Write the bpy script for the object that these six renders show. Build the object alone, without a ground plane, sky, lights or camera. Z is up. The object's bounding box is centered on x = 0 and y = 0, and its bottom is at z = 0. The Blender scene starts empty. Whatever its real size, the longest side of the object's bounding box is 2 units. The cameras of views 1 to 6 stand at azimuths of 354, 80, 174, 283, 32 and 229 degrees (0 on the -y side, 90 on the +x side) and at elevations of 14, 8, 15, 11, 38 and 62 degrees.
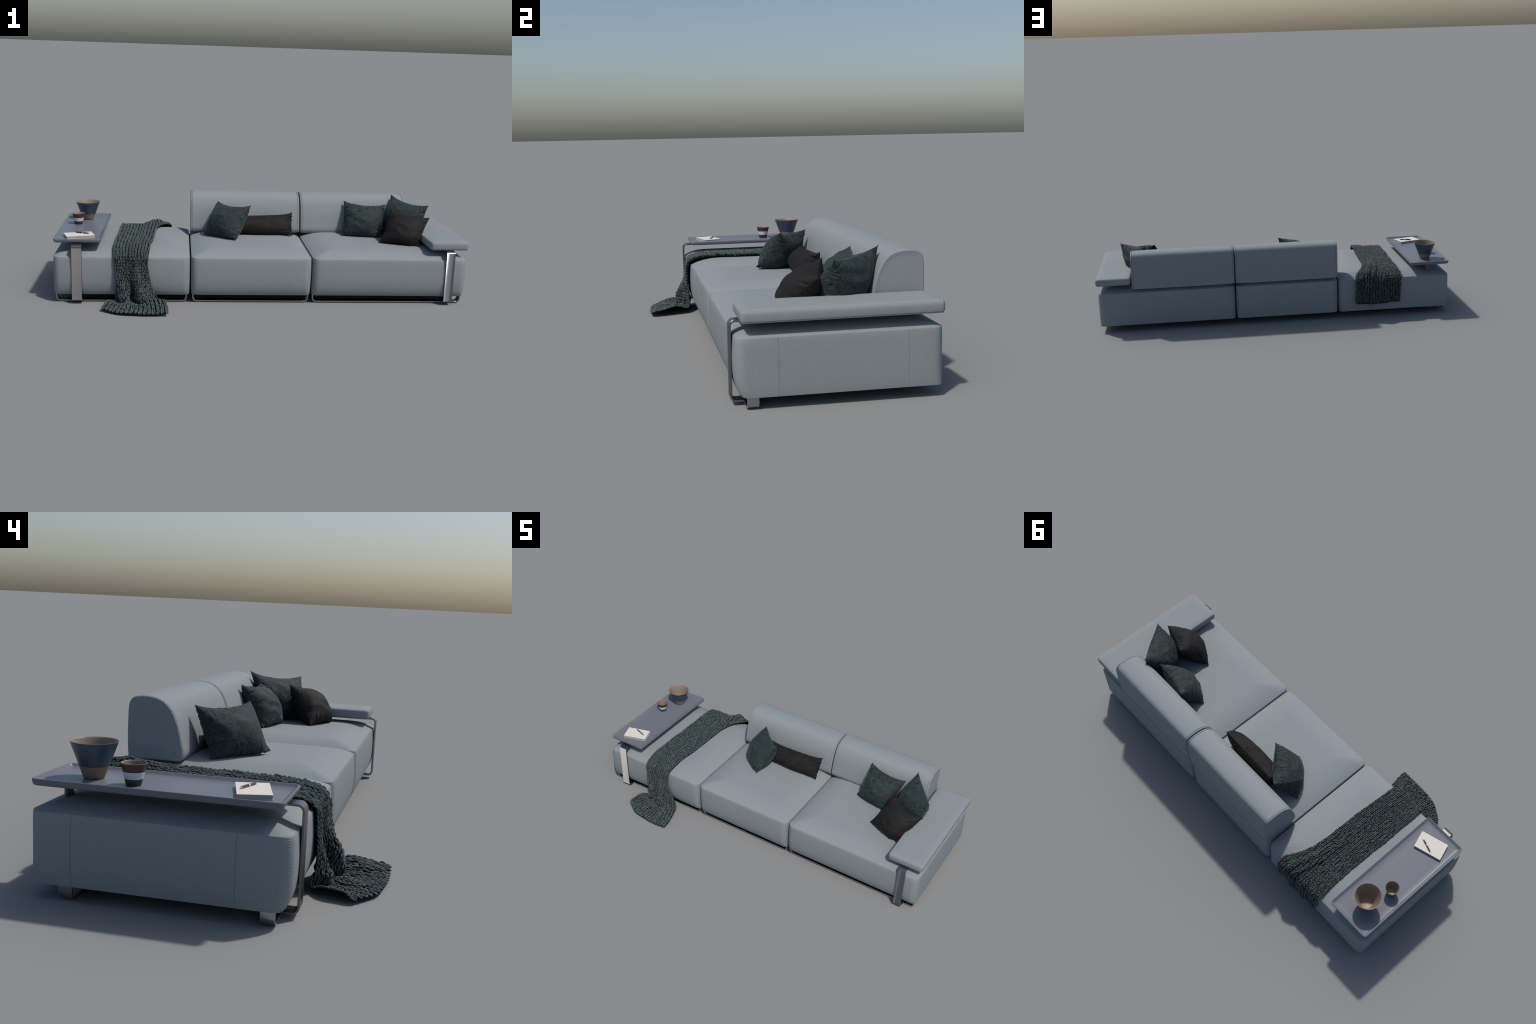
import bpy, math
import numpy as np
from mathutils import Vector

rng = np.random.default_rng(7)

# ------------------------------------------------------------------ helpers
def link(obj, parent=None):
    bpy.context.scene.collection.objects.link(obj)
    if parent is not None:
        obj.parent = parent
    return obj

def mesh_object(name, verts, faces, mat, parent=None, origin=(0, 0, 0), smooth=True, angle=None):
    v = np.asarray(verts, float) - np.asarray(origin, float)
    me = bpy.data.meshes.new(name)
    me.from_pydata(v.tolist(), [], [list(map(int, f)) for f in faces])
    me.validate()
    mats = mat if isinstance(mat, (list, tuple)) else [mat]
    for m in mats:
        me.materials.append(m)
    if smooth:
        me.polygons.foreach_set("use_smooth", [True] * len(me.polygons))
        if angle is not None:
            me.set_sharp_from_angle(angle=math.radians(angle))
    ob = bpy.data.objects.new(name, me)
    ob.location = origin
    link(ob, parent)
    return ob

def empty(name, loc, label=None, category=None, parent=None):
    ob = bpy.data.objects.new(name, None)
    ob.empty_display_size = 0.05
    ob.location = loc
    link(ob, parent)
    if label:
        ob["label"] = label
        ob["category"] = category
    return ob

def place(parent, *obs):
    """Parent keeping the world placement (parents are only translated)."""
    for o in obs:
        o.parent = parent
        o.location = Vector(o.location) - Vector(parent.location)

def loft(rings, cap_start=True, cap_end=True):
    """Rings of equal point count -> closed skin."""
    n = len(rings[0])
    verts = np.concatenate([np.asarray(r, float) for r in rings])
    faces = []
    for k in range(len(rings) - 1):
        a, b = k * n, (k + 1) * n
        for i in range(n):
            j = (i + 1) % n
            faces.append((a + i, a + j, b + j, b + i))
    if cap_start:
        faces.append(tuple(range(n - 1, -1, -1)))
    if cap_end:
        o = (len(rings) - 1) * n
        faces.append(tuple(o + i for i in range(n)))
    return verts, faces

def catmull(P, n, closed=False):
    P = np.asarray(P, float)
    m = len(P)
    out = []
    ts = np.linspace(0, m if closed else m - 1, n, endpoint=not closed)
    for t in ts:
        i = int(math.floor(t))
        if not closed:
            i = min(i, m - 2)
        f = t - i
        g = (lambda k: P[k % m]) if closed else (lambda k: P[min(max(k, 0), m - 1)])
        p0, p1, p2, p3 = g(i - 1), g(i), g(i + 1), g(i + 2)
        out.append(0.5 * (2 * p1 + (p2 - p0) * f + (2 * p0 - 5 * p1 + 4 * p2 - p3) * f * f
                          + (3 * p1 - p0 - 3 * p2 + p3) * f ** 3))
    return np.array(out)

# ---------------------------------------------------------------- materials
class Nodes:
    def __init__(self, name):
        self.mat = bpy.data.materials.new(name)
        self.mat.use_nodes = True
        self.nt = self.mat.node_tree
        self.nt.nodes.clear()
        self.out = self.add("ShaderNodeOutputMaterial")
        self.bsdf = self.add("ShaderNodeBsdfPrincipled")
        self.link(self.bsdf.outputs[0], self.out.inputs[0])
        self.coord = self.add("ShaderNodeTexCoord").outputs["Object"]

    def add(self, t, **kw):
        n = self.nt.nodes.new(t)
        for k, v in kw.items():
            setattr(n, k, v)
        return n

    def link(self, a, b):
        self.nt.links.new(a, b)

    def put(self, sock, v):
        if isinstance(v, bpy.types.NodeSocket):
            self.link(v, sock)
        else:
            sock.default_value = v

    def math(self, op, a, b=0.0, c=0.0):
        n = self.add("ShaderNodeMath", operation=op)
        for s, v in zip(n.inputs, (a, b, c)):
            self.put(s, v)
        return n.outputs[0]

    def mapping(self, scale=(1, 1, 1), rot=(0, 0, 0), vec=None):
        n = self.add("ShaderNodeMapping")
        self.link(vec or self.coord, n.inputs["Vector"])
        n.inputs["Scale"].default_value = scale
        n.inputs["Rotation"].default_value = rot
        return n.outputs[0]

    def noise(self, scale, detail=3.0, rough=0.5, dist=0.0, vec=None):
        n = self.add("ShaderNodeTexNoise")
        self.link(vec or self.coord, n.inputs["Vector"])
        n.inputs["Scale"].default_value = scale
        n.inputs["Detail"].default_value = detail
        n.inputs["Roughness"].default_value = rough
        n.inputs["Distortion"].default_value = dist
        return n.outputs["Fac"]

    def mix(self, fac, a, b, blend="MIX"):
        n = self.add("ShaderNodeMix", data_type="RGBA", blend_type=blend)
        self.put(n.inputs[0], fac)
        self.put(n.inputs[6], a)
        self.put(n.inputs[7], b)
        return n.outputs[2]

    def ramp(self, fac, stops):
        n = self.add("ShaderNodeValToRGB")
        self.put(n.inputs[0], fac)
        el = n.color_ramp.elements
        while len(el) < len(stops):
            el.new(0.5)
        for e, (p, c) in zip(el, stops):
            e.position = p
            e.color = c if len(c) == 4 else (*c, 1)
        return n.outputs[0]

    def bump(self, height, strength, dist):
        n = self.add("ShaderNodeBump")
        n.inputs["Strength"].default_value = strength
        n.inputs["Distance"].default_value = dist
        self.link(height, n.inputs["Height"])
        self.link(n.outputs[0], self.bsdf.inputs["Normal"])

    def set(self, **kw):
        for k, v in kw.items():
            self.put(self.bsdf.inputs[k.replace("_", " ")], v)
        return self.mat

def rgb(r, g, b):
    return (r, g, b, 1.0)

def upholstery():
    m = Nodes("blue_grey_twill")
    sep = m.add("ShaderNodeSeparateXYZ")
    m.link(m.coord, sep.inputs[0])
    x, y, z = sep.outputs
    k = 2 * math.pi / 0.0042
    warp = m.noise(18, 2)
    s1 = m.math("ADD", m.math("ADD", x, y), z)
    s1 = m.math("ADD", s1, m.math("MULTIPLY", warp, 0.004))
    t1 = m.math("SINE", m.math("MULTIPLY", s1, k))
    geo = m.add("ShaderNodeNewGeometry")
    nsep = m.add("ShaderNodeSeparateXYZ")
    m.link(geo.outputs["Normal"], nsep.inputs[0])
    level = m.math("GREATER_THAN", nsep.outputs[2], 0.75)       # 1 on the tops, 0 on the walls
    s2w = m.math("SUBTRACT", m.math("ADD", x, y), z)
    s2t = m.math("SUBTRACT", x, y)
    s2 = m.math("ADD", m.math("MULTIPLY", s2t, level), m.math("MULTIPLY", s2w, m.math("SUBTRACT", 1.0, level)))
    t2 = m.math("SINE", m.math("MULTIPLY", s2, k))
    amp = m.math("SUBTRACT", 0.44, m.math("MULTIPLY", level, 0.22))
    weave = m.math("MULTIPLY", m.math("ADD", t1, t2), amp)
    fine = m.noise(700, 2, 0.6)
    base = m.math("ADD", 0.45, m.math("MULTIPLY", level, 0.06))    # shading baked into albedo: walls tinted darker, sunlit tops lighter
    fac = m.math("ADD", m.math("ADD", weave, base), m.math("MULTIPLY", m.math("SUBTRACT", fine, 0.5), 1.2))
    col = m.ramp(fac, [(0.0, (0.120, 0.139, 0.149)), (0.5, (0.230, 0.257, 0.268)), (1.0, (0.380, 0.416, 0.430))])
    tone = m.noise(9, 3)
    col = m.mix(m.math("MULTIPLY", tone, 0.22), col, rgb(0.232, 0.263, 0.276))
    m.bump(fac, 0.12, 0.0006)
    return m.set(Base_Color=col, Roughness=0.92, Specular_IOR_Level=0.25, Sheen_Weight=0.0)

def seam_thread():
    m = Nodes("seam_thread")
    return m.set(Base_Color=rgb(0.17, 0.205, 0.23), Roughness=0.95, Specular_IOR_Level=0.2)

def velvet(name, dark, light, sheen, pattern):
    m = Nodes(name)
    d = m.noise(30, 4, 0.6, 2.6)
    v = m.add("ShaderNodeTexVoronoi", feature="DISTANCE_TO_EDGE")
    w = m.add("ShaderNodeVectorMath", operation="ADD")
    m.link(m.coord, w.inputs[0])
    nz = m.add("ShaderNodeTexNoise")
    m.link(m.coord, nz.inputs["Vector"])
    nz.inputs["Scale"].default_value = 22
    sc = m.add("ShaderNodeVectorMath", operation="SCALE")
    m.link(nz.outputs["Color"], sc.inputs[0])
    sc.inputs["Scale"].default_value = 0.09
    m.link(sc.outputs[0], w.inputs[1])
    m.link(w.outputs[0], v.inputs["Vector"])
    v.inputs["Scale"].default_value = 34
    leaf = m.ramp(v.outputs["Distance"], [(0.0, (1, 1, 1)), (0.05, (0.75, 0.75, 0.75)), (0.13, (0, 0, 0))])
    patt = m.math("ADD", m.math("MULTIPLY", leaf, 0.15 * pattern), m.math("MULTIPLY", d, 1.0 - 0.08 * pattern))
    col = m.ramp(patt, [(0.30, dark), (0.78, light)])
    h = m.math("ADD", m.math("MULTIPLY", patt, 0.8), m.math("MULTIPLY", m.noise(420, 2), 0.2))
    m.bump(h, 0.6, 0.004)
    return m.set(Base_Color=col, Roughness=0.75, Specular_IOR_Level=0.25,
                 Sheen_Weight=sheen, Sheen_Roughness=0.35,
                 Sheen_Tint=rgb(*[min(1, c * 9) for c in light]))

def yarn(name, dark, light):
    m = Nodes(name)
    f = m.noise(75, 3, 0.65)
    strand = m.noise(900, 2, 0.6)
    fac = m.math("ADD", m.math("MULTIPLY", f, 0.6), m.math("MULTIPLY", strand, 0.4))
    col = m.ramp(fac, [(0.36, dark), (0.64, light)])
    m.bump(strand, 0.5, 0.0015)
    return m.set(Base_Color=col, Roughness=0.8, Specular_IOR_Level=0.3, Sheen_Weight=0.12, Sheen_Roughness=0.4)

def plain(name, col, rough=0.5, metal=0.0, spec=0.5, grain=0.0, grain_scale=60, coat=0.0):
    m = Nodes(name)
    c = col if len(col) == 4 else (*col, 1)
    if grain:
        n = m.noise(grain_scale, 3)
        base = m.mix(n, tuple(v * (1 - grain) for v in c[:3]) + (1,), tuple(min(1, v * (1 + grain)) for v in c[:3]) + (1,))
    else:
        base = c
    return m.set(Base_Color=base, Roughness=rough, Metallic=metal, Specular_IOR_Level=spec, Coat_Weight=coat)

def streaked(name, a, b, rough=0.35, scale=40):
    """Glaze with horizontal brush streaks."""
    m = Nodes(name)
    n = m.noise(scale, 4, 0.6, 0.3, m.mapping((1, 1, 16)))
    p = m.noise(30, 3)
    fac = m.math("ADD", m.math("MULTIPLY", n, 0.6), m.math("MULTIPLY", p, 0.4))
    col = m.ramp(fac, [(0.36, a), (0.64, b)])
    return m.set(Base_Color=col, Roughness=rough, Specular_IOR_Level=0.5)

FABRIC = upholstery()
SEAM = seam_thread()
METAL = plain("satin_dark_metal", (0.40, 0.40, 0.42), 0.24, 1.0)
METAL_ARM = plain("polished_dark_metal", (0.24, 0.24, 0.26), 0.22, 1.0)  # darkened to get the leg's dim ground reflection beside its highlight
METAL_LIGHT = plain("satin_grey_metal", (0.18, 0.18, 0.184), 0.30, 1.0)  # colour lowered to hold down sky reflection and glint on the tray leg
METAL_POST = plain("dark_bracket_metal", (0.10, 0.10, 0.11), 0.4, 0.7)
UNDER = plain("dark_underlining", (0.012, 0.012, 0.013), 0.95, spec=0.1)
TRAY = plain("lilac_grey_lacquer", (0.152, 0.163, 0.190), 0.28, spec=0.14, grain=0.04)
GREEN = velvet("green_damask_velvet", (0.011, 0.0175, 0.0175), (0.038, 0.054, 0.053), 0.26, 1.0)
GREEN2 = GREEN
BROWN = velvet("brown_satin", (0.008, 0.007, 0.0066), (0.017, 0.0148, 0.0142), 0.05, 0.35)
YARN = yarn("green_wool_yarn", (0.017, 0.027, 0.027), (0.100, 0.135, 0.130))
YARN_DARK = plain("yarn_backing", (0.004, 0.006, 0.006), 0.95, spec=0.1, grain=0.4, grain_scale=200)
STONE = plain("beige_stoneware", (0.215, 0.165, 0.120), 0.55, grain=0.12, grain_scale=120)
STONE_IN = plain("beige_glaze_inside", (0.240, 0.188, 0.140), 0.42, spec=0.3, grain=0.06)
BLUE = streaked("blue_glaze", (0.030, 0.046, 0.082), (0.060, 0.084, 0.130))
BAND = plain("dark_glaze_band", (0.045, 0.045, 0.052), 0.45)
MAROON = streaked("maroon_glaze", (0.050, 0.020, 0.019), (0.080, 0.034, 0.030), 0.4)
WHITE = plain("white_glaze", (0.58, 0.59, 0.64), 0.5, grain=0.08, grain_scale=160)
BLACK_CLAY = plain("black_clay", (0.035, 0.034, 0.036), 0.65, grain=0.2, grain_scale=140)
COVER = plain("cream_card", (0.66, 0.615, 0.545), 0.8, spec=0.2, grain=0.03, grain_scale=300)
PAGES = plain("page_edges", (0.34, 0.34, 0.345), 0.85, spec=0.2)
PEN_BLACK = plain("black_lacquer", (0.016, 0.016, 0.018), 0.2, coat=0.5)
CHROME = plain("chrome", (0.85, 0.86, 0.88), 0.08, 1.0)

# ------------------------------------------------------------------ sofa box shapes
def rounded_rect(x0, x1, y0, y1, r, z, nc=7, xs=(), ys=(), groove=0.0):
    """Counter-clockwise outline with extra vertices along the straight sides; vertices of
    'ys' are pushed inwards on the x-ends by 'groove' (a sewn seam)."""
    r = max(r, 0.0015)
    pts = []

    def arc(cx, cy, a0):
        for k in range(nc):
            a = math.radians(a0 + 90 * k / (nc - 1))
            pts.append((cx + r * math.cos(a), cy + r * math.sin(a), z))

    arc(x1 - r, y0 + r, -90)
    for yv, g in ys:
        pts.append((x1 - g * groove, min(max(yv, y0 + r + 0.001), y1 - r - 0.001), z))
    arc(x1 - r, y1 - r, 0)
    for f in xs[::-1]:
        pts.append((x0 + r + (x1 - x0 - 2 * r) * f, y1, z))
    arc(x0 + r, y1 - r, 90)
    for yv, g in ys[::-1]:
        pts.append((x0 + g * groove, min(max(yv, y0 + r + 0.001), y1 - r - 0.001), z))
    arc(x0 + r, y0 + r, 180)
    for f in xs:
        pts.append((x0 + r + (x1 - x0 - 2 * r) * f, y0, z))
    return pts

def upholstered_block(name, x0, x1, y0, y1, levels, top_z, crown, roll, r, parent, seam_ys=(), mat=FABRIC, power=2.2, ends=0.15, rear=0.10):
    """Sewn block: side wall given as (inset, z) levels, then a top that rolls up to a crown."""
    ys = []
    for s in seam_ys:
        ys += [(s - 0.010, 0), (s - 0.0030, 0), (s - 0.0012, 0), (s - 0.0003, 1), (s + 0.0003, 1), (s + 0.0012, 0), (s + 0.0030, 0), (s + 0.010, 0)]
    xs = [k / 6 for k in range(1, 6)]
    rings = []
    for d, z in levels:
        g = 0.0013 if d < 0.03 and z < top_z - 0.002 else 0.0
        e = 0.0094 if z > top_z - 0.09 else 0.024           # the end and rear walls stand straighter
        de, dr = (ends * d, rear * d) if d <= e else (ends * e + (d - e), rear * e + (d - e))
        if z > top_z - 0.09:
            w = max(0.0, (z - (top_z - 0.03)) / 0.03)
            de, dr = de * (1 - w) + d * w * max(ends, 0.4), dr * (1 - w) + d * w * max(rear, 0.4)
        rings.append(rounded_rect(x0 + de, x1 - de, y0 + d, y1 - dr, r - d * 0.6, z, 7, xs, ys, g))
    d0 = levels[-1][0]
    for k in range(1, 15):
        t = (k / 14) ** 1.25
        d = d0 + roll * t
        z = top_z + crown * (1 - (1 - t) ** power)
        q = roll * t
        rings.append(rounded_rect(x0 + de + q, x1 - de - q, y0 + d, y1 - dr - q, max(r * 0.9 - d0 * 0.5 - roll * t * 0.15, 0.006), z, 7, xs, ys, 0))
    v, f = loft(rings)
    org = ((x0 + x1) / 2, (y0 + y1) / 2, levels[0][1])
    ob = mesh_object(name, v, f, mat, None, org, True, 28)
    place(parent, ob)
    return ob

sofa = empty("sectional_sofa", (0, 0.07, 0), "low blue-grey modular sofa with side tray and armrest", "sofa")

SEAT_SIDE = [(0.050, 0.0350), (0.030, 0.0354), (0.022, 0.0380), (0.0155, 0.0450), (0.0095, 0.058), (0.004, 0.079),
             (0.001, 0.105), (0.0, 0.135), (0.0, 0.160), (0.0015, 0.185), (0.0030, 0.207), (0.0045, 0.2192),
             (0.0055, 0.2213), (0.0072, 0.2206), (0.0085, 0.2212), (0.0094, 0.2224)]
Y0, Y1 = -0.260, 0.403
for nm, x0, x1, seams in (("seat", -0.992, -0.3525, (-0.125, 0.290)), ("seat", -0.349, 0.231, ()), ("seat", 0.2345, 0.993, (-0.125, 0.287))):
    upholstered_block(nm, x0, x1, Y0, Y1, SEAT_SIDE, 0.2225, 0.0285, 0.135, 0.036, sofa, seams)
    a, b = rounded_rect(x0 + .06, x1 - .06, Y0 + .06, Y1 - .06, .02, .030), rounded_rect(x0 + .06, x1 - .06, Y0 + .06, Y1 - .06, .02, .0360)
    v, f = loft([a, b])
    place(sofa, mesh_object("seat_base", v, f, UNDER, None, ((x0 + x1) / 2, 0.07, 0.03), False))

# --- backrests: D-shaped section swept along x, piped seams at both ends
D = [(0.397, 0.2435), (0.402, 0.252), (0.4045, 0.29), (0.405, 0.34), (0.404, 0.39), (0.402, 0.412), (0.396, 0.428), (0.386, 0.4375),
     (0.370, 0.4425), (0.345, 0.4440), (0.318, 0.4415), (0.294, 0.4335), (0.274, 0.4195), (0.258, 0.399), (0.245, 0.371),
     (0.234, 0.336), (0.226, 0.302), (0.2205, 0.276), (0.2200, 0.262), (0.2250, 0.2500), (0.238, 0.2440), (0.31, 0.2425)]
Dp = catmull(D, 120, True)

def inset_profile(P, d):
    t = np.roll(P, -1, 0) - np.roll(P, 1, 0)
    t /= np.linalg.norm(t, axis=1)[:, None]
    n = np.stack([-t[:, 1], t[:, 0]], 1)
    c = P.mean(0)
    if ((c - P) * n).sum() < 0:
        n = -n
    return P + n * d

def backrest(x0, x1):
    prof = [(0.030, 0.0004), (0.0075, 0.0008), (0.0055, 0.0002), (0.0040, 0.0006), (0.0015, 0.0022), (0.0002, 0.0050),
            (0.0004, 0.0075), (0.0030, 0.0090), (0.0004, 0.0105), (0.0, 0.020), (-0.0012, 0.10)]
    secs = [(x0 + dx, d) for d, dx in prof] + [(x1 - dx, d) for d, dx in prof[::-1]]
    rings = []
    for x, d in secs:
        q = inset_profile(Dp, d) if d < 0.02 else Dp.mean(0) + (Dp - Dp.mean(0)) * 0.72
        rings.append([(x, p[0], p[1]) for p in q])
    v, f = loft(rings)
    f = [tuple(reversed(q)) for q in f]
    ob = mesh_object("backrest", v, f, FABRIC, None, ((x0 + x1) / 2, 0.31, 0.243), True, 50)
    place(sofa, ob)
    return ob

backrest(-0.346, 0.2298)
backrest(0.2348, 0.801)
for gx0, gx1, zt in ((0.2296, 0.2358, 0.262), (-0.3540, -0.3476, 0.200)):     # near-black filler plates deep in the gaps between modules, closing the see-through slit
    v, f = loft([rounded_rect(gx0, gx1, 0.275, 0.37, .001, 0.06), rounded_rect(gx0, gx1, 0.275, 0.37, .001, zt)])
    place(sofa, mesh_object("dark_gap_plate", v, f, UNDER, None, ((gx0 + gx1) / 2, 0.285, 0.06), False))

# --- armrest pad
ARM_SIDE = [(0.020, 0.2675), (0.008, 0.2680), (0.004, 0.2690), (0.0028, 0.2708), (0.0036, 0.2722), (0.0012, 0.2745), (0.0, 0.280), (0.0, 0.293),
            (0.0005, 0.3005), (0.0022, 0.3035), (0.0036, 0.3045), (0.0040, 0.3058)]
arm = upholstered_block("armrest", 0.811, 1.0, -0.240, 0.402, ARM_SIDE, 0.3060, 0.0045, 0.035, 0.014, sofa, ends=1.0, rear=1.0)

# ------------------------------------------------------------------ flat bar metalwork
def fillet(path, radii, n=6):
    P = [Vector((*p, 0)) for p in path]
    out = [P[0]]
    for i in range(1, len(P) - 1):
        a, b, c = P[i - 1], P[i], P[i + 1]
        u, w = (a - b).normalized(), (c - b).normalized()
        ang = u.angle(w)
        r = radii[i - 1]
        t = r / math.tan(ang / 2)
        cen = b + (u + w).normalized() * (r / math.sin(ang / 2))
        s, e = b + u * t, b + w * t
        a0 = (s - cen)
        for k in range(n + 1):
            q = a0.lerp(e - cen, k / n).normalized() * r
            out.append(cen + q)
    out.append(P[-1])
    return [(p.x, p.y) for p in out]

def glint_normals(ob, top, bottom, bend=0.0):
    """Front face of an upright bar: shading normals bent to place a sun glint across the width and down the
    height. top / bottom: normals at the left edge, a third of the way across and at the right edge."""
    me = ob.data
    ns = [tuple(c.vector) for c in me.corner_normals]
    co = np.array([v.co[:] for v in me.vertices])
    lo, hi = co[:, 0].min(), co[:, 0].max()
    zlo, zhi = 0.02, 0.27

    def across(tri, f):
        a, b, c = [Vector(q).normalized() for q in tri]
        return a.lerp(b, max(f - 0.10, 0) / 0.22) if f < 0.32 else b.lerp(c, (f - 0.32) / 0.68)
    for p in me.polygons:
        if p.normal.y < -0.80 and p.center.y < 0.0:
            for li in p.loop_indices:
                x, _, z = co[me.loops[li].vertex_index]
                f = (x - lo) / (hi - lo)
                h = min(max((z - zlo) / (zhi - zlo), 0), 1)
                ns[li] = tuple(across(bottom, f).lerp(across(top, f), h).normalized())
        elif p.normal.y < -0.10 and p.normal.z > 0.1 and p.center.y < -0.24:      # outer side of the upper bend
            for li in p.loop_indices:
                f = (co[me.loops[li].vertex_index][0] - lo) / (hi - lo)
                n = Vector(ns[li])
                n.x += bend * min(1.0, 0.15 + f * 1.6)
                ns[li] = tuple(n.normalized())
    me.normals_split_custom_set(ns)

def flat_bar(name, path, lo, hi, thick, axis, mat, bulge=0.0, bev=0.0012):
    """Bent strip: 2-D path, 'lo..hi' across, rounded long edges. axis 'x': path lies in yz."""
    h = thick / 2
    n = len(path)
    mid, half = (lo + hi) / 2, (hi - lo) / 2
    cs = [(-half + bev, -h), (half - bev, -h), (half, -h + bev), (half, h - bev), (half - bev, h)]
    m = 16 if bulge else 2
    for k in range(1, m):
        f = 1 - 2 * k / m
        cs.append(((half - bev) * f, h + bulge * (1 - f * f)))
    cs += [(-half + bev, h), (-half, h - bev), (-half, -h + bev)]
    rings = []
    for i in range(n):
        a, b = np.array(path[max(i - 1, 0)]), np.array(path[min(i + 1, n - 1)])
        t = (b - a) / np.linalg.norm(b - a)
        nr = np.array((t[1], -t[0]))
        p0 = np.array(path[i])
        ring = []
        for w, q in cs:
            p = p0 + nr * q
            ring.append((mid + w, p[0], p[1]) if axis == "x" else (p[0], mid + w, p[1]))
        rings.append(ring)
    v, f = loft(rings)
    me_org = tuple(np.mean(v, 0) * (1, 1, 0))
    ob = mesh_object(name, v, f, mat, None, me_org, True, 40)
    # consistent outward normals
    import bmesh
    bm = bmesh.new()
    bm.from_mesh(ob.data)
    bmesh.ops.recalc_face_normals(bm, faces=bm.faces)
    bm.to_mesh(ob.data)
    bm.free()
    return ob

arm_path = fillet([(-0.10, 0.2640), (-0.2645, 0.2640), (-0.2645, 0.0125), (-0.185, 0.0125)], [0.015, 0.015], 8)
arm_leg = flat_bar("armrest_leg", arm_path[::-1], 0.884, 0.926, 0.007, "x", METAL_ARM, bulge=0.0010)
glint_normals(arm_leg, ((0.03, -0.79, 0.61), (0.30, -0.95, 0.10), (0.42, -0.90, 0.03)),
       ((0.03, -0.85, 0.50), (0.27, -0.96, 0.05), (0.38, -0.92, 0.0)), bend=0.7)
place(sofa, arm_leg)

for x0, x1 in ((-0.983, -0.366), (-0.340, 0.222), (0.241, 0.982)):
    for y0, y1 in ((-0.224, -0.186), (0.289, 0.327)):
        if y0 > 0 and x0 > -0.9:      # rear runners of the other two modules stand further in
            y0, y1, x1 = 0.20, 0.238, min(x1, 0.80)
        p = fillet([(x0 + .003, 0.042), (x0 + .003, 0.0035), (x1 - .003, 0.0035), (x1 - .003, 0.042)], [0.017, 0.017], 8)
        place(sofa, flat_bar("sled_runner", p, y0, y1, 0.007, "y", METAL))

# ------------------------------------------------------------------ side tray
def rr(x0, x1, y0, y1, d, r, z):
    return rounded_rect(x0 + d, x1 - d, y0 + d, y1 - d, max(r - d, 0.004), z, 9)
TX = (-0.992, -0.7695, -0.232, 0.397)
tl = [(0.030, 0.2840), (0.010, 0.2841), (0.0065, 0.2846), (0.0038, 0.2862), (0.0018, 0.2890), (0.0006, 0.2930), (0.0, 0.2975), (0.0, 0.3005),
      (0.0007, 0.3020), (0.0020, 0.3027), (0.0034, 0.3024), (0.0050, 0.3010), (0.0085, 0.2975), (0.0125, 0.2945), (0.0155, 0.2934), (0.0185, 0.2930), (0.04, 0.2930)]
v, f = loft([rr(*TX, d, 0.016, z) for d, z in tl])
tray = mesh_object("side_tray", v, f, TRAY, None, (-0.881, 0.08, 0.284), True, 60)
place(sofa, tray)
tp = fillet([(-0.12, 0.2800), (-0.2640, 0.2800), (-0.2640, 0.0105), (-0.185, 0.0105)], [0.016, 0.016], 8)
leg = flat_bar("tray_leg", tp[::-1], -0.905, -0.857, 0.006, "x", METAL_LIGHT)
glint_normals(leg, ((0.53, -0.36, 0.77), (0.53, -0.36, 0.77), (0.54, -0.36, 0.76)),
       ((0.56, -0.34, 0.75), (0.57, -0.34, 0.745), (0.57, -0.34, 0.74)))
place(sofa, leg)
post = flat_bar("tray_bracket", [(0.342, 0.205), (0.342, 0.2835)], -0.909, -0.866, 0.008, "x", METAL_POST)
place(sofa, post)
place(sofa, flat_bar("tray_bracket_foot", [(0.29, 0.034), (0.388, 0.034)], -0.909, -0.866, 0.006, "x", METAL))

# ------------------------------------------------------------------ ceramics
def turned(name, cx, cy, prof, mats, label, category):
    """Surface of revolution; prof entries (r, z, material index for the face going to the next)."""
    n = 72
    ang = np.linspace(0, 2 * math.pi, n, endpoint=False)
    rings = [np.stack([cx + r * np.cos(ang), cy + r * np.sin(ang), np.full(n, z)], 1) for r, z, _ in prof]
    v, f = loft(rings)
    ob = mesh_object(name, v, f, mats, None, (cx, cy, prof[0][1]), True, 50)
    ids = []
    for r, z, mi in prof[:-1]:
        ids += [mi] * n
    ids += [prof[0][2], prof[-1][2]]
    ob.data.polygons.foreach_set("material_index", ids)
    ob["label"], ob["category"] = label, category
    return ob

def cone_profile(rb, rt, zb, zt, bands, wall):
    """bands: list of (fraction, material) from the foot up."""
    R = lambda f: rb + (rt - rb) * f
    Z = lambda f: zb + (zt - zb) * f
    p = [(rb * 0.80, zb, bands[0][1]), (rb * 0.93, zb + 0.0003, bands[0][1]), (rb * 0.985, zb + 0.0014, bands[0][1])]
    cuts = [0.04] + [b[0] for b in bands[1:]]
    for k, c in enumerate(cuts):
        nxt = cuts[k + 1] if k + 1 < len(cuts) else 0.985
        for t in np.linspace(c, nxt, 5)[:-1]:
            p.append((R(t), Z(t), bands[k][1]))
    last = bands[-1][1]
    inn = 9
    p += [(R(0.985), Z(0.985), last), (rt - wall * 0.12, zt - 0.0003, inn), (rt - wall * 0.5, zt, inn), (rt - wall * 0.9, zt - 0.0004, inn)]
    for t in (0.95, 0.7, 0.4, 0.15):
        p.append((R(t) - wall, Z(t), inn))
    p += [(R(0.07) - wall * 1.3, Z(0.07), inn), (R(0.04) * 0.6, Z(0.05), inn), (0.002, Z(0.045), inn)]
    return p

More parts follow.
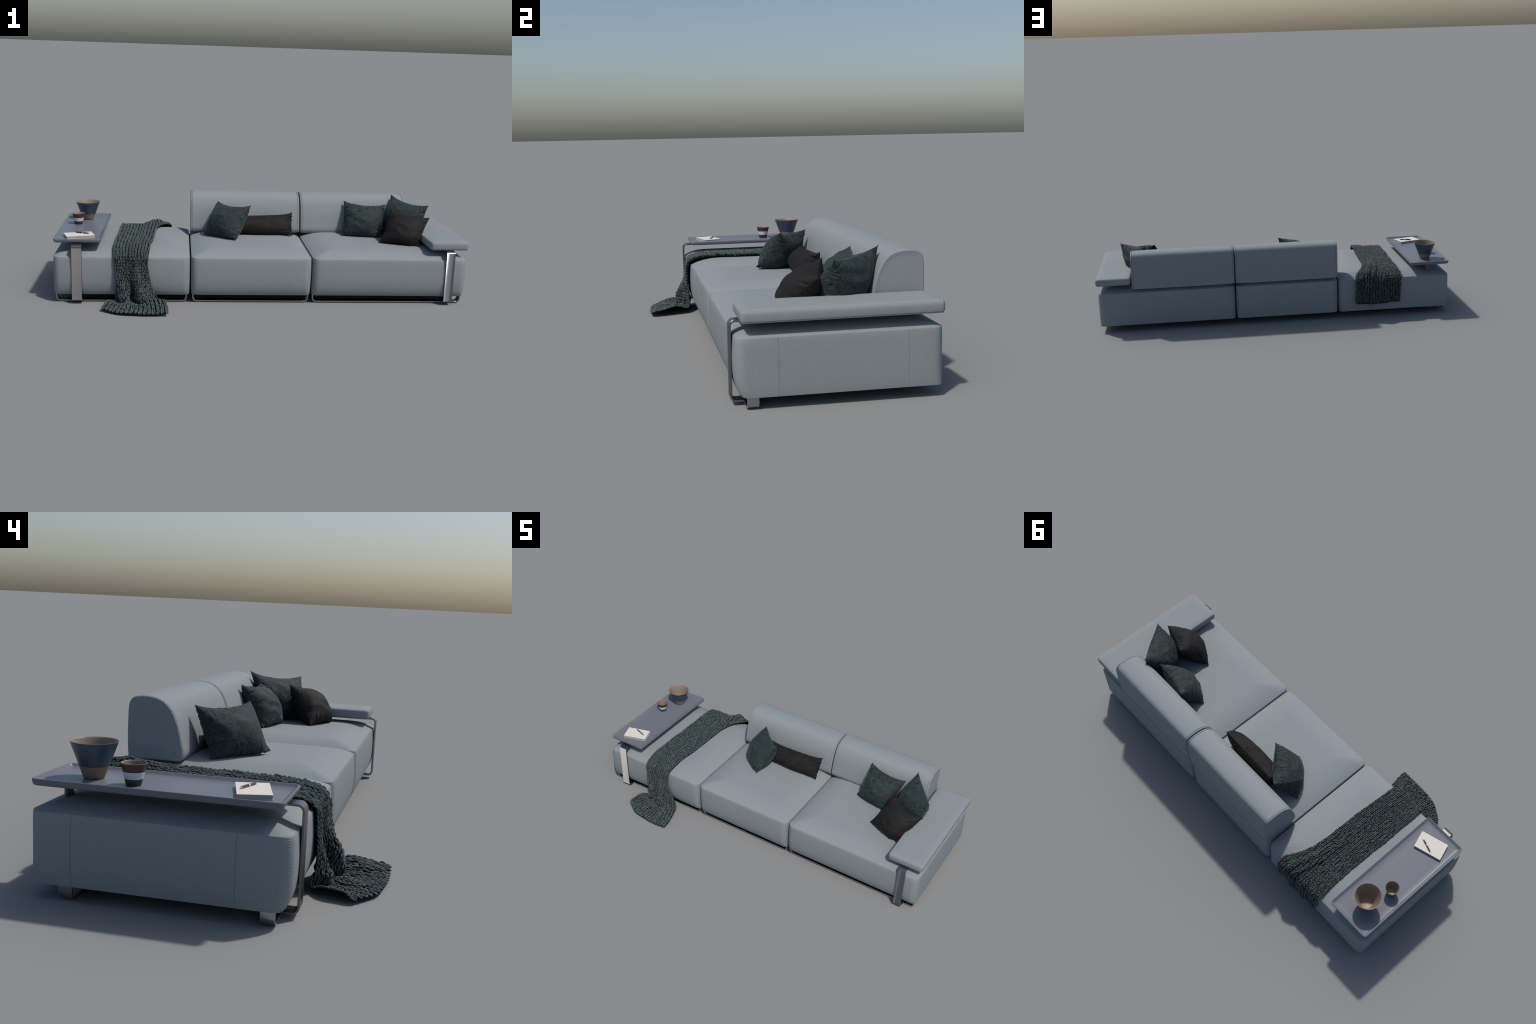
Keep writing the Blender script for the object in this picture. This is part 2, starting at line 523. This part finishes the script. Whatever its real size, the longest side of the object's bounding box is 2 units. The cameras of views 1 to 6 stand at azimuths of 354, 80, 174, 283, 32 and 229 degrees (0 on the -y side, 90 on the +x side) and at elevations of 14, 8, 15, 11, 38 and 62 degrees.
def ceramic(name, cx, cy, rb, rt, zb, zt, bands, wall, mats, label, category):
    prof = cone_profile(rb, rt, zb, zt, bands, wall)
    prof = [(r, z, min(m, len(mats) - 1)) for r, z, m in prof]
    return turned(name, cx, cy, prof, mats, label, category)

ceramic("bowl", -0.8805, 0.2785, 0.0262, 0.0616, 0.2932, 0.3885, [(0, 0), (0.345, 1), (0.385, 2)], 0.0022,
        [STONE, BAND, BLUE, STONE_IN], "flared stoneware bowl, blue glaze above bare beige", "bowl")
ceramic("cup", -0.9165, 0.1585, 0.0190, 0.0326, 0.2932, 0.3495, [(0, 0), (0.30, 1), (0.615, 2)], 0.0018,
        [BLACK_CLAY, WHITE, MAROON, STONE_IN], "small tapered cup banded maroon, white and black", "cup")

# ------------------------------------------------------------------ notebook and pen
def oriented_box(name, corner, eu, ev, z0, z1, mat, bev=0.0006):
    c, u, w = np.array(corner), np.array(eu), np.array(ev)
    lu, lw = np.linalg.norm(u), np.linalg.norm(w)
    rings = []
    for d, z in ((bev, z0), (0, z0 + bev), (0, z1 - bev), (bev, z1)):
        a, b = d / lu, d / lw
        rings.append([(*(c + u * s + w * t), z) for s, t in ((a, b), (1 - a, b), (1 - a, 1 - b), (a, 1 - b))])
    v, f = loft(rings)
    if u[0] * w[1] - u[1] * w[0] < 0:
        f = [tuple(reversed(q)) for q in f]
    return mesh_object(name, v, f, mat, None, (*(c + (u + w) / 2), z0), False)

A, B, C, E = np.array((-0.958, -0.112)), np.array((-0.830, -0.075)), np.array((-0.804, -0.157)), np.array((-0.932, -0.194))
third = C
eu, ev = B - A, E - A
book = empty("notebook", (*(A + (eu + ev) / 2), 0.2932), "closed cream notebook with pale cover", "notebook")
ins = 0.0012 / np.linalg.norm(eu)
place(book,
      oriented_box("page_block", A + eu * ins + ev * ins, eu * (1 - 2 * ins), ev * (1 - 2 * ins), 0.2944, 0.3042, PAGES, 0.0003),
      oriented_box("cover", A, eu, ev, 0.3042, 0.3056, COVER, 0.0004),
      oriented_box("back_cover", A, eu, ev, 0.2932, 0.2944, COVER, 0.0004))

def rod(name, p, q, prof, mat, n=20):
    """prof: (fraction along p->q, radius)."""
    p, q = Vector(p), Vector(q)
    d = q - p
    a = d.normalized()
    s = a.cross(Vector((0, 0, 1))).normalized()
    t = s.cross(a)
    rings = [[tuple(p + d * f + s * (r * math.cos(2 * math.pi * k / n)) + t * (r * math.sin(2 * math.pi * k / n))) for k in range(n)] for f, r in prof]
    v, f = loft(rings)
    f = [tuple(reversed(x)) for x in f]
    return mesh_object(name, v, f, mat, None, tuple((p + q) / 2), True, 40)

ph, pt = (-0.9005, -0.1075, 0.3091), (-0.8255, -0.1330, 0.3086)
pen = empty("pen", (-0.863, -0.120, 0.3056), "black ballpoint pen with chrome trim", "pen")
R = 0.0033
pcl = np.array(ph) * 0.97 + np.array(pt) * 0.03
pcr = np.array(ph) * 0.60 + np.array(pt) * 0.40
place(pen,
      rod("cap", ph, pt, [(0.025, R * .8), (0.03, R), (0.40, R * 1.08), (0.43, R * 1.05)], PEN_BLACK),
      rod("band", ph, pt, [(0.43, R * 1.12), (0.435, R * 1.17), (0.485, R * 1.17), (0.49, R * 1.1)], CHROME),
      rod("barrel", ph, pt, [(0.49, R * 1.02), (0.60, R), (0.80, R * .86), (0.83, R * .8)], PEN_BLACK),
      rod("tip", ph, pt, [(0.83, R * .8), (0.86, R * .75), (0.95, R * .35), (0.96, R * .2), (1.0, R * .12)], CHROME),
      rod("end_knob", ph, pt, [(-0.012, R * .35), (-0.005, R * .68), (0.025, R * .78)], CHROME),
      rod("clip", pcl + np.array((0, 0, R * 1.15)), pcr + np.array((0, 0, R * 1.25)), [(0, .0005), (0.03, .0009), (0.95, .0007), (1, .0004)], CHROME, 10))

# ------------------------------------------------------------------ pillows (small cloth solver)
def seat_top(x, y):
    z = np.full_like(x, 0.0)
    for x0, x1 in ((-0.992, -0.3525), (-0.349, 0.231), (0.2345, 0.993)):
        d = np.minimum(np.minimum(x - x0, x1 - x), np.minimum(y - Y0, Y1 - y)) - 0.0094
        t = np.clip(d / 0.135, 0, 1)
        zz = 0.2225 + 0.0285 * (1 - (1 - t) ** 2.2)
        z = np.where((x > x0 - 0.003) & (x < x1 + 0.003), zz, z)
    return z

def back_front(z):
    """y of the backrest's front face at height z."""
    zs = np.array([q[1] for q in D[9:18]])[::-1]
    ys = np.array([q[0] for q in D[9:18]])[::-1]
    return np.interp(z, zs, ys)

def catmull_grid(G, m):
    """Catmull-Rom resampling of axis 0 to m samples."""
    n = len(G)
    t = np.linspace(0, n - 1, m)
    i = np.minimum(t.astype(int), n - 2)
    f = (t - i).reshape((-1,) + (1,) * (G.ndim - 1))
    p0, p1, p2, p3 = G[np.maximum(i - 1, 0)], G[i], G[i + 1], G[np.minimum(i + 2, n - 1)]
    return 0.5 * (2 * p1 + (p2 - p0) * f + (2 * p0 - 5 * p1 + 4 * p2 - p3) * f ** 2 + (3 * p1 - p0 - 3 * p2 + p3) * f ** 3)

def pillow(name, corners, ratio, fill, mat, label, seed, nu=44, nv=44, gather=0.012, keep=(True, True, True, True), creases=22, rim_u=1.010, rim_v=1.010, ratio_v=None, held=(), stiff_seam=0.035, sag=0.085):
    """corners: top left, top right, bottom right, bottom left (seen from the front).
    Two sheets sewn along the rim are blown up between the corners, so that the rim draws in
    and puckers like a real cushion cover."""
    g = np.random.default_rng(seed)
    TL, TR, BR, BL = [np.array(c, float) for c in corners]
    W = (np.linalg.norm(TR - TL) + np.linalg.norm(BR - BL)) / 2
    H = (np.linalg.norm(BL - TL) + np.linalg.norm(BR - TR)) / 2
    u, w = np.meshgrid(np.linspace(0, 1, nu), np.linspace(0, 1, nv))
    base = ((1 - u)[..., None] * (1 - w)[..., None] * TL + u[..., None] * (1 - w)[..., None] * TR
            + u[..., None] * w[..., None] * BR + (1 - u)[..., None] * w[..., None] * BL)
    # the seams bow in between the corners: most along the top, little where the cushion stands
    ws = w + np.where(w == 0, sag, np.where(w == 1, -0.03, 0)) * 4 * u * (1 - u)
    us = u + np.where(u == 0, 0.035, np.where(u == 1, -0.035, 0)) * 4 * w * (1 - w)
    seam = ((1 - us)[..., None] * (1 - ws)[..., None] * TL + us[..., None] * (1 - ws)[..., None] * TR
            + us[..., None] * ws[..., None] * BR + (1 - us)[..., None] * ws[..., None] * BL)
    nrm = np.cross(TR - TL, BL - TL)
    nrm /= np.linalg.norm(nrm)
    if nrm[1] > 0:
        nrm = -nrm
    bump = (np.sin(np.pi * u) * np.sin(np.pi * w)) ** 0.5
    amp = 0.10 * min(W, H)
    X = np.stack([base + nrm * (amp * bump)[..., None], base - nrm * (amp * bump)[..., None]])   # layer, row, col
    X += g.normal(0, 0.0012, X.shape)
    rim = np.zeros((nv, nu), bool)
    rim[0], rim[-1], rim[:, 0], rim[:, -1] = True, True, True, True
    slack_v = np.sin(np.pi * np.linspace(0, 1, nv)) ** 1.5          # more cloth in the middle than along the seams
    slack_u = np.sin(np.pi * np.linspace(0, 1, nu)) ** 1.5
    lx = (W / (nu - 1) * (rim_u + (ratio - rim_u) * slack_v))[None, :, None, None]
    ly = (H / (nv - 1) * (rim_v + ((ratio_v or ratio) - rim_v) * slack_u))[None, None, :, None]
    ld = math.hypot(W / (nu - 1), H / (nv - 1)) * ratio
    fixed = np.zeros((2, nv, nu), bool)
    pins = [(0, 0), (0, nu - 1), (nv - 1, nu - 1), (nv - 1, 0)]
    pos = [TL, TR, BR, BL]
    vtarget = fill * W * H * min(W, H)
    V = np.zeros_like(X)
    wrim = np.ones((nv, nu, 1))

    def sat(A, B, rest, stiff):
        d = B - A
        L = np.linalg.norm(d, axis=-1, keepdims=True) + 1e-9
        c = 0.5 * stiff * d * (1 - rest / L)
        A += c
        B -= c

    for it in range(260):
        # pressure
        du = np.gradient(X, axis=2)
        dv = np.gradient(X, axis=1)
        nn = np.cross(du, dv)
        nn[1] *= -1
        s = 1.0 if (nn[0].sum((0, 1)) @ nrm) > 0 else -1.0
        nn = nn * s
        thick = ((X[0] - X[1]) @ nrm).sum() * np.linalg.norm(np.cross(du[0].mean((0, 1)), dv[0].mean((0, 1))))
        p = np.clip((vtarget - thick) / vtarget, -0.2, 1.0) * 14.0
        V *= 0.90
        V += nn * p
        V[..., 2] -= 0.00002
        X = X + V
        old = X.copy()
        for sub in range(5):
            for par in (0, 1):
                sat(X[:, :, par:-1:2], X[:, :, par + 1::2], lx, 0.9)
                sat(X[:, par:-1:2, :], X[:, par + 1::2, :], ly, 0.9)
            for par in (0, 1):
                sat(X[:, par:-1:2, :-1], X[:, par + 1::2, 1:], ld, 0.25)
                sat(X[:, par:-1:2, 1:], X[:, par + 1::2, :-1], ld, 0.25)
            for par in (0, 1):   # bending, push only
                for k in (0, 2):
                    pass
            m = (X[0] + X[1]) / 2
            X[:, rim] = m[rim] + (seam[rim] - m[rim]) * stiff_seam      # the sewn seam resists bowing inwards
            for (i, j), c, kp in zip(pins, pos, keep):
                if kp:
                    X[:, i, j] = c
            for f, sag in held:      # points where the upper seam rests against the backrest
                j0, j1 = int(f[0] * (nu - 1)), int(f[1] * (nu - 1))
                low = (TL + (TR - TL) * np.linspace(0, 1, nu)[:, None])[j0:j1, 2] - sag
                X[:, 0, j0:j1, 2] = np.maximum(X[:, 0, j0:j1, 2], low)
        # keep out of the seat and the backrest
        zt = seat_top(X[..., 0], X[..., 1]) + 0.0015
        X[..., 2] = np.maximum(X[..., 2], zt)
        hit = X[..., 2] < 0.44
        yb = back_front(np.clip(X[..., 2], 0.25, 0.443)) - 0.0015
        inx = X[..., 0] < 0.80
        X[..., 1] = np.where(hit & inx, np.minimum(X[..., 1], yb), X[..., 1])
        V = np.where(np.abs(X - old) > 1, 0, V + (X - old) * 0.35)
    # light smoothing of solver noise, then a finer grid with sewn-in creases
    for _ in range(2):
        Y = X.copy()
        Y[:, 1:-1, 1:-1] = 0.5 * X[:, 1:-1, 1:-1] + 0.125 * (X[:, :-2, 1:-1] + X[:, 2:, 1:-1] + X[:, 1:-1, :-2] + X[:, 1:-1, 2:])
        X = Y
    F = 3
    mu, mv = (nu - 1) * F + 1, (nv - 1) * F + 1
    def up(G, axis, m):
        G = np.moveaxis(G, axis, 0)
        return np.moveaxis(catmull_grid(G, m), 0, axis)
    X = up(up(X, 2, mu), 1, mv)
    nu, nv = mu, mv
    nn = np.cross(np.gradient(X, axis=2), np.gradient(X, axis=1))
    nn[1] *= -1
    nn /= np.linalg.norm(nn, axis=-1, keepdims=True) + 1e-12
    nn *= s
    u, w = np.meshgrid(np.linspace(0, 1, nu), np.linspace(0, 1, nv))
    edge = np.minimum(np.minimum(u, 1 - u) * W, np.minimum(w, 1 - w) * H)
    soft = np.clip(edge / 0.010, 0, 1)
    for layer in (0, 1):
        disp = np.zeros((nv, nu))
        for k in range(creases):
            # a crease runs in from the rim, slightly bent, fading out; cloth swells on both sides of it
            side, p = g.integers(0, 4), g.uniform(0.15, 0.85)
            if k < 4:
                p = (0.18, 0.80, 0.22, 0.77)[k] + g.uniform(-0.04, 0.04)
            a0 = np.array([(p, 0), (1, p), (p, 1), (0, p)][side]) * (W, H)
            inward = np.array([(0, 1), (-1, 0), (0, -1), (1, 0)][side], float)
            tilt = g.normal(0, 0.55)
            d = inward * math.cos(tilt) + np.array((-inward[1], inward[0])) * math.sin(tilt)
            ln = g.uniform(0.025, 0.075) * (1.5 if k < 4 else 1.0)
            rx, ry = u * W - a0[0], w * H - a0[1]
            t = (rx * d[0] + ry * d[1]) / ln
            q = -rx * d[1] + ry * d[0] + 0.010 * g.normal() * t * t
            fade = np.clip(1 - t, 0, 1) * np.clip(t * 6 + 0.4, 0, 1) * (t > -0.1)
            dep = g.uniform(0.0018, 0.0046)
            wd = g.uniform(0.0022, 0.0040)
            disp += fade * dep * (-np.exp(-(q / wd) ** 2) + 0.4 * np.exp(-((np.abs(q) - 2.4 * wd) / (1.8 * wd)) ** 2))
        # broad slack in the cloth
        for k in range(14):
            a = g.uniform(0, math.pi)
            f = g.uniform(18, 60)
            ph = g.uniform(0, 6.28)
            cx, cy, sg = g.uniform(0.1, 0.9) * W, g.uniform(0.1, 0.9) * H, g.uniform(0.02, 0.05)
            env = np.exp(-((u * W - cx) ** 2 + (w * H - cy) ** 2) / sg ** 2)
            disp += 0.0014 * env * np.sin(f * 3 * ((u * W) * math.cos(a) + (w * H) * math.sin(a)) + ph)
        X[layer] += nn[layer] * (disp * soft)[..., None]
    rim = np.zeros((nv, nu), bool)
    rim[0], rim[-1], rim[:, 0], rim[:, -1] = True, True, True, True
    idx = np.arange(nv * nu).reshape(nv, nu)
    back = idx + nv * nu
    back[rim] = idx[rim]
    verts = np.concatenate([X[0].reshape(-1, 3), X[1].reshape(-1, 3)])
    faces = []
    for i in range(nv - 1):
        for j in range(nu - 1):
            faces.append((idx[i, j], idx[i + 1, j], idx[i + 1, j + 1], idx[i, j + 1]))
            faces.append((back[i, j], back[i, j + 1], back[i + 1, j + 1], back[i + 1, j]))
    used = np.unique(np.array(faces))
    remap = -np.ones(len(verts), int)
    remap[used] = np.arange(len(used))
    faces = [tuple(remap[list(q)]) for q in faces]
    verts = verts[used]
    cen = verts.mean(0)
    ob = mesh_object(name, verts, faces, mat, None, (cen[0], cen[1], verts[:, 2].min()), True)
    ob["label"], ob["category"] = label, "pillow"
    return ob

G_LABEL = "square dark green damask throw pillow"
pillow("green_pillow", [(-.206, .229, .410), (-.044, .083, .416), (-.119, -.013, .262), (-.280, .147, .248)], 1.16, 0.31, GREEN, G_LABEL, 11)
pillow("green_pillow", [(.465, .246, .420), (.685, .215, .408), (.650, .105, .252), (.442, .142, .252)], 1.16, 0.31, GREEN, G_LABEL, 12)
pillow("green_pillow", [(.725, .272, .454), (.878, .075, .430), (.800, .030, .256), (.665, .205, .254)], 1.16, 0.31, GREEN, G_LABEL, 13)
pillow("brown_pillow", [(.679, .089, .414), (.874, .026, .376), (.795, -.090, .254), (.606, -.024, .256)], 1.16, 0.31, BROWN, "square dark brown satin throw pillow", 14)
pillow("lumbar_pillow", [(-.150, .203, .345), (.185, .201, .362), (.185, .136, .250), (-.170, .150, .252)], 1.10, 0.48, BROWN, "long dark brown lumbar pillow", 15, nu=80, nv=30, rim_u=1.01, rim_v=1.05, ratio_v=1.30, held=[((0.06, 0.92), 0.011)])

# ------------------------------------------------------------------ knitted throw
# stations along the length: five control points across (from -x edge to +x edge)
TH = 0.005
def st(*pts):
    return [np.array(p, float) for p in pts]
stations = [
    # hem on the floor
    st((-.761, -.381, .007), (-.685, -.436, .008), (-.610, -.452, .008), (-.530, -.458, .008), (-.447, -.456, .014)),
    st((-.752, -.350, .020), (-.690, -.390, .012), (-.612, -.400, .010), (-.533, -.405, .012), (-.452, -.400, .030)),
    st((-.744, -.308, .020), (-.690, -.340, .014), (-.615, -.345, .013), (-.540, -.345, .024), (-.466, -.335, .042)),
    st((-.712, -.263, .012), (-.675, -.290, .013), (-.618, -.306, .014), (-.556, -.296, .024), (-.490, -.285, .026)),
    # rising in front of the seat
    st((-.702, -.258, .030), (-.660, -.306, .030), (-.620, -.264, .030), (-.575, -.328, .036), (-.515, -.264, .034)),
    st((-.699, -.270, .075), (-.662, -.294, .075), (-.622, -.262, .075), (-.586, -.318, .078), (-.530, -.266, .075)),
    st((-.704, -.268, .130), (-.664, -.276, .130), (-.628, -.265, .130), (-.592, -.290, .130), (-.547, -.268, .130)),
    st((-.709, -.266, .185), (-.666, -.268, .185), (-.630, -.266, .185), (-.594, -.272, .185), (-.551, -.267, .185)),
    # over the front edge and along the top
    st((-.713, -.262, .228), (-.670, -.262, .229), (-.632, -.262, .229), (-.594, -.263, .229), (-.546, -.262, .229)),
    st((-.717, -.222, .2500), (-.672, -.222, .2500), (-.633, -.222, .2500), (-.594, -.222, .2500), (-.541, -.222, .2500)),
    st((-.720, -.140, .2575), (-.674, -.140, .2575), (-.632, -.140, .2575), (-.590, -.140, .2575), (-.538, -.140, .2575)),
    st((-.719, -.020, .2575), (-.672, -.020, .2575), (-.628, -.020, .2575), (-.584, -.020, .2580), (-.528, -.020, .2575)),
    st((-.716, .100, .2575), (-.668, .100, .2575), (-.622, .100, .2580), (-.576, .100, .2580), (-.524, .100, .2575)),
    st((-.714, .220, .2575), (-.664, .220, .2575), (-.614, .220, .2575), (-.568, .220, .2580), (-.518, .222, .2575)),
    st((-.714, .300, .2560), (-.660, .300, .2560), (-.606, .300, .2565), (-.556, .300, .2570), (-.500, .300, .2565)),
    st((-.714, .362, .2500), (-.656, .362, .2500), (-.592, .362, .2505), (-.536, .362, .2510), (-.470, .360, .2510)),
    # over the back edge, hanging
    st((-.713, .400, .2360), (-.654, .402, .2360), (-.580, .402, .2360), (-.514, .406, .2440), (-.448, .402, .2380)),
    st((-.711, .413, .2050), (-.652, .413, .2050), (-.578, .416, .2050), (-.512, .422, .2080), (-.444, .414, .2060)),
    st((-.708, .414, .1500), (-.650, .415, .1500), (-.577, .420, .1480), (-.512, .420, .1500), (-.443, .414, .1520)),
    st((-.704, .414, .0980), (-.646, .415, .0960), (-.576, .418, .0900), (-.512, .418, .0940), (-.443, .414, .0980)),
    st((-.702, .414, .0800), (-.644, .415, .0790), (-.576, .417, .0740), (-.512, .417, .0750), (-.443, .414, .0780)),
]
NV_, NU_ = 420, 61
dense_u = np.stack([catmull(s, NU_) for s in stations])                  # station, u, 3
arc = np.concatenate([[0], np.cumsum(np.linalg.norm(np.diff(dense_u.mean(1), axis=0), axis=1))])
S = np.zeros((NV_, NU_, 3))
fine = np.stack([catmull(dense_u[:, k], 2400) for k in range(NU_)], 1)
L = np.concatenate([[0], np.cumsum(np.linalg.norm(np.diff(fine.mean(1), axis=0), axis=1))])
LEN = L[-1]
tgt = np.linspace(0, LEN, NV_)
for k in range(NU_):
    for c in range(3):
        S[:, k, c] = np.interp(tgt, L, fine[:, k, c])
# equalise spacing across
for i in range(NV_):
    d = np.concatenate([[0], np.cumsum(np.linalg.norm(np.diff(S[i], axis=0), axis=1))])
    q = np.linspace(0, d[-1], NU_)
    S[i] = np.stack([np.interp(q, d, S[i, :, c]) for c in range(3)], 1)
def step(x, a, b):
    t = np.clip((x - a) / (b - a), 0, 1)
    return t * t * (3 - 2 * t)
uu_, vv_ = np.meshgrid(np.linspace(0, 1, NU_), np.linspace(0, LEN, NV_))
# the +x side is tucked under along the seat top and opens out again at both ends
mid_y, mid_z = S[:, NU_ // 2, 1], S[:, NU_ // 2, 2]
tuck = np.where(mid_y < 0.2, step(mid_z, 0.03, 0.12), 1 - np.where(mid_z > 0.24, step(mid_y, 0.24, 0.40), 1.0))
tuck = np.convolve(np.pad(tuck, 6, mode="edge"), np.ones(13) / 13, "valid")
uf = (1 - 0.26 * tuck)[:, None]
src = np.where(uu_ <= uf, uu_ / uf, 1 - (uu_ - uf) / uf)
S_flat = S.copy()
for i in range(NV_):
    for c in range(3):
        S[i, :, c] = np.interp(src[i], np.linspace(0, 1, NU_), S_flat[i, :, c])
under = np.where(uu_ > uf, 1.0, 0.0) * step(uu_ - uf, -0.02, 0.03) * tuck[:, None]
over = tuck[:, None] * step(uu_, 0.40, 0.52) * (uu_ <= uf)
yy_, zz_ = S[..., 1], S[..., 2]
hang = (zz_ < 0.245) & (yy_ > 0.3)
# the +x half is bunched up into a thick fold near the back edge, with a sharp valley beside it
fold = np.where(hang, step(zz_, 0.10, 0.24), step(yy_, 0.17, 0.33))
ridge = np.clip((src - 0.56) / 0.44, 0, 1)
ridge = np.sin(np.pi * ridge ** 0.75) ** 0.7 * (0.72 + 0.28 * np.cos(2 * np.pi * (ridge * 2.1 + 0.05)))
valley = -0.006 * fold * np.exp(-((src - 0.555) / 0.05) ** 2) * (yy_ > 0)
lift = valley + 0.0085 * over + 0.022 * fold * np.where(yy_ > 0.0, ridge, 0) * np.where(hang, 0.75, 1)
# slack ripples everywhere, deeper on the floor
floor_ = (zz_ < 0.05) & (yy_ < 0)
rip = 0.0016 * np.sin(vv_ * 46 + 5 * np.sin(uu_ * 4.2)) * np.sin(uu_ * 9 + vv_ * 7)
rip += np.where(floor_, 0.0075 * np.clip(np.sin(uu_ * 15 + vv_ * 24 + 1.2 * np.sin(vv_ * 40)), -0.4, 1) * step(vv_, 0.01, 0.06), 0)
rip += np.where((~floor_) & (zz_ < 0.22), 0.003 * np.sin(uu_ * 21 + 1.3 * np.sin(vv_ * 11)), 0)
T0u, T0v = np.gradient(S_flat, axis=1), np.gradient(S_flat, axis=0)
N0 = np.cross(T0u, T0v)
N0 /= np.linalg.norm(N0, axis=-1, keepdims=True)
if N0[NV_ // 2, NU_ // 2, 2] < 0:
    N0 = -N0
N0s = np.stack([[np.interp(src[i], np.linspace(0, 1, NU_), N0[i, :, c]) for c in range(3)] for i in range(NV_)]).transpose(0, 2, 1)
S = S + N0s * (lift + rip)[..., None]
# wandering selvedges
side = np.gradient(S_flat, axis=1)
side /= np.linalg.norm(side, axis=-1, keepdims=True)
S = S + side * (0.0012 * np.sin(vv_ * 31 + 2 * np.sin(vv_ * 13)) * (2 * uu_ - 1) ** 3)[..., None]
Tu = np.gradient(S, axis=1)
Tv = np.gradient(S, axis=0)
Nn = np.cross(Tu, Tv)
Nn /= np.linalg.norm(Nn, axis=-1, keepdims=True)
if Nn[NV_ // 2, NU_ // 2, 2] < 0:
    Nn = -Nn
Nn = N0s * 0.6 + np.where((Nn * N0s).sum(-1, keepdims=True) > 0.2, Nn, N0s) * 0.4     # the tucked layer keeps facing up
for _ in range(6):
    Nn[1:-1, 1:-1] = (Nn[1:-1, 1:-1] * 2 + Nn[:-2, 1:-1] + Nn[2:, 1:-1] + Nn[1:-1, :-2] + Nn[1:-1, 2:]) / 6
Nn /= np.linalg.norm(Nn, axis=-1, keepdims=True)

def on_throw(u, v, h):
    """u across 0..1, v metres along, h height above the cloth."""
    a = np.clip(u, 0, 1) * (NU_ - 1)
    b = np.clip(v / LEN, 0, 1) * (NV_ - 1)
    i, j = np.minimum(b.astype(int), NV_ - 2), np.minimum(a.astype(int), NU_ - 2)
    fb, fa = (b - i)[..., None], (a - j)[..., None]
    def bl(G):
        return (G[i, j] * (1 - fa) + G[i, j + 1] * fa) * (1 - fb) + (G[i + 1, j] * (1 - fa) + G[i + 1, j + 1] * fa) * fb
    P, N = bl(S), bl(Nn)
    # continue past the ends / edges in a straight line
    over_v = (v - np.clip(v, 0, LEN))[..., None]
    tv = bl(Tv)
    tv = tv / (np.linalg.norm(tv, axis=-1, keepdims=True) + 1e-9)
    return P + N * h[..., None] + tv * over_v

throw = empty("knitted_throw", (-0.62, 0.0, 0.0), "chunky dark green knitted throw draped over the seat", "blanket")
COLS, PITCH = 16, 0.0138
rows = int(LEN / PITCH)
# one half-stitch: a fat leaf leaning outwards, tucked under the next row
ns, nr_ = 9, 8
tt = np.linspace(0, 1, ns)
tpl = []
for t in tt:
    cx = 0.060 + 0.330 * t ** 0.9
    cy = -0.42 + 1.45 * t
    ch = 0.55 * math.sin(math.pi * (0.12 + 0.80 * t)) - 0.15
    rad = 0.172 * math.sin(math.pi * (0.06 + 0.90 * t)) ** 0.7
    ang0 = math.atan2(1.45, 0.45)
    for k in range(nr_):
        a = 2 * math.pi * k / nr_
        ox, oz = math.cos(a) * rad, math.sin(a) * rad * 1.3
        tpl.append((cx + ox * math.sin(ang0), cy - ox * math.cos(ang0), ch + oz))
tpl = np.array(tpl)
tf = []
for k in range(ns - 1):
    for i in range(nr_):
        j = (i + 1) % nr_
        tf.append((k * nr_ + i, k * nr_ + j, (k + 1) * nr_ + j, (k + 1) * nr_ + i))
tf = np.array(tf)
allv, allf, off = [], [], 0
for c in range(COLS):
    for r_ in range(rows):
        for side in (-1, 1):
            jit = rng.normal(0, 1, 5)
            sc = 1 + 0.09 * jit[0]
            x = (tpl[:, 0] * side) * sc
            y = tpl[:, 1] * (1 + 0.07 * jit[1])
            h = tpl[:, 2] * (1 + 0.15 * jit[2])
            uu = (c + 0.5 + x * 0.98 + 0.05 * jit[3]) / COLS
            vv = (r_ + 0.5 + y + 0.08 * jit[4]) * PITCH
            hh = h * 0.0105 + 0.0005
            P = on_throw(uu, vv, hh)
            allv.append(P)
            ff = tf if side > 0 else tf[:, ::-1]
            allf.append(ff + off)
            off += len(tpl)
allv, allf = np.concatenate(allv), np.concatenate(allf)
allv[:, 2] = np.maximum(allv[:, 2], 0.0004)
knit = mesh_object("knit_stitches", allv, allf, YARN, None, (-0.62, 0.0, 0.0), True)
knit["kind"] = "stuff"
# backing cloth with thickness below the stitches
gu, gv = np.meshgrid(np.linspace(0.015, 0.985, 40), np.linspace(0.004, LEN - 0.004, 200))
top, bot = on_throw(gu, gv, np.full_like(gu, 0.001)), on_throw(gu, gv, np.full_like(gu, -0.0035))
bot[..., 2] = np.maximum(bot[..., 2], 0.0003)
n0 = gu.size
ix = np.arange(n0).reshape(gu.shape)
bf = []
for i in range(gu.shape[0] - 1):
    for j in range(gu.shape[1] - 1):
        a, b, c, d = ix[i, j], ix[i, j + 1], ix[i + 1, j + 1], ix[i + 1, j]
        bf += [(a, b, c, d), (a + n0, d + n0, c + n0, b + n0)]
edge = list(ix[0]) + list(ix[1:, -1]) + list(ix[-1, -2::-1]) + list(ix[-2:0:-1, 0])
for k in range(len(edge)):
    a, b = edge[k], edge[(k + 1) % len(edge)]
    bf.append((b, a, a + n0, b + n0))
backing = mesh_object("knit_backing", np.concatenate([top.reshape(-1, 3), bot.reshape(-1, 3)]), bf, YARN_DARK, None, (-0.62, 0.0, 0.0), True)
place(throw, knit, backing)
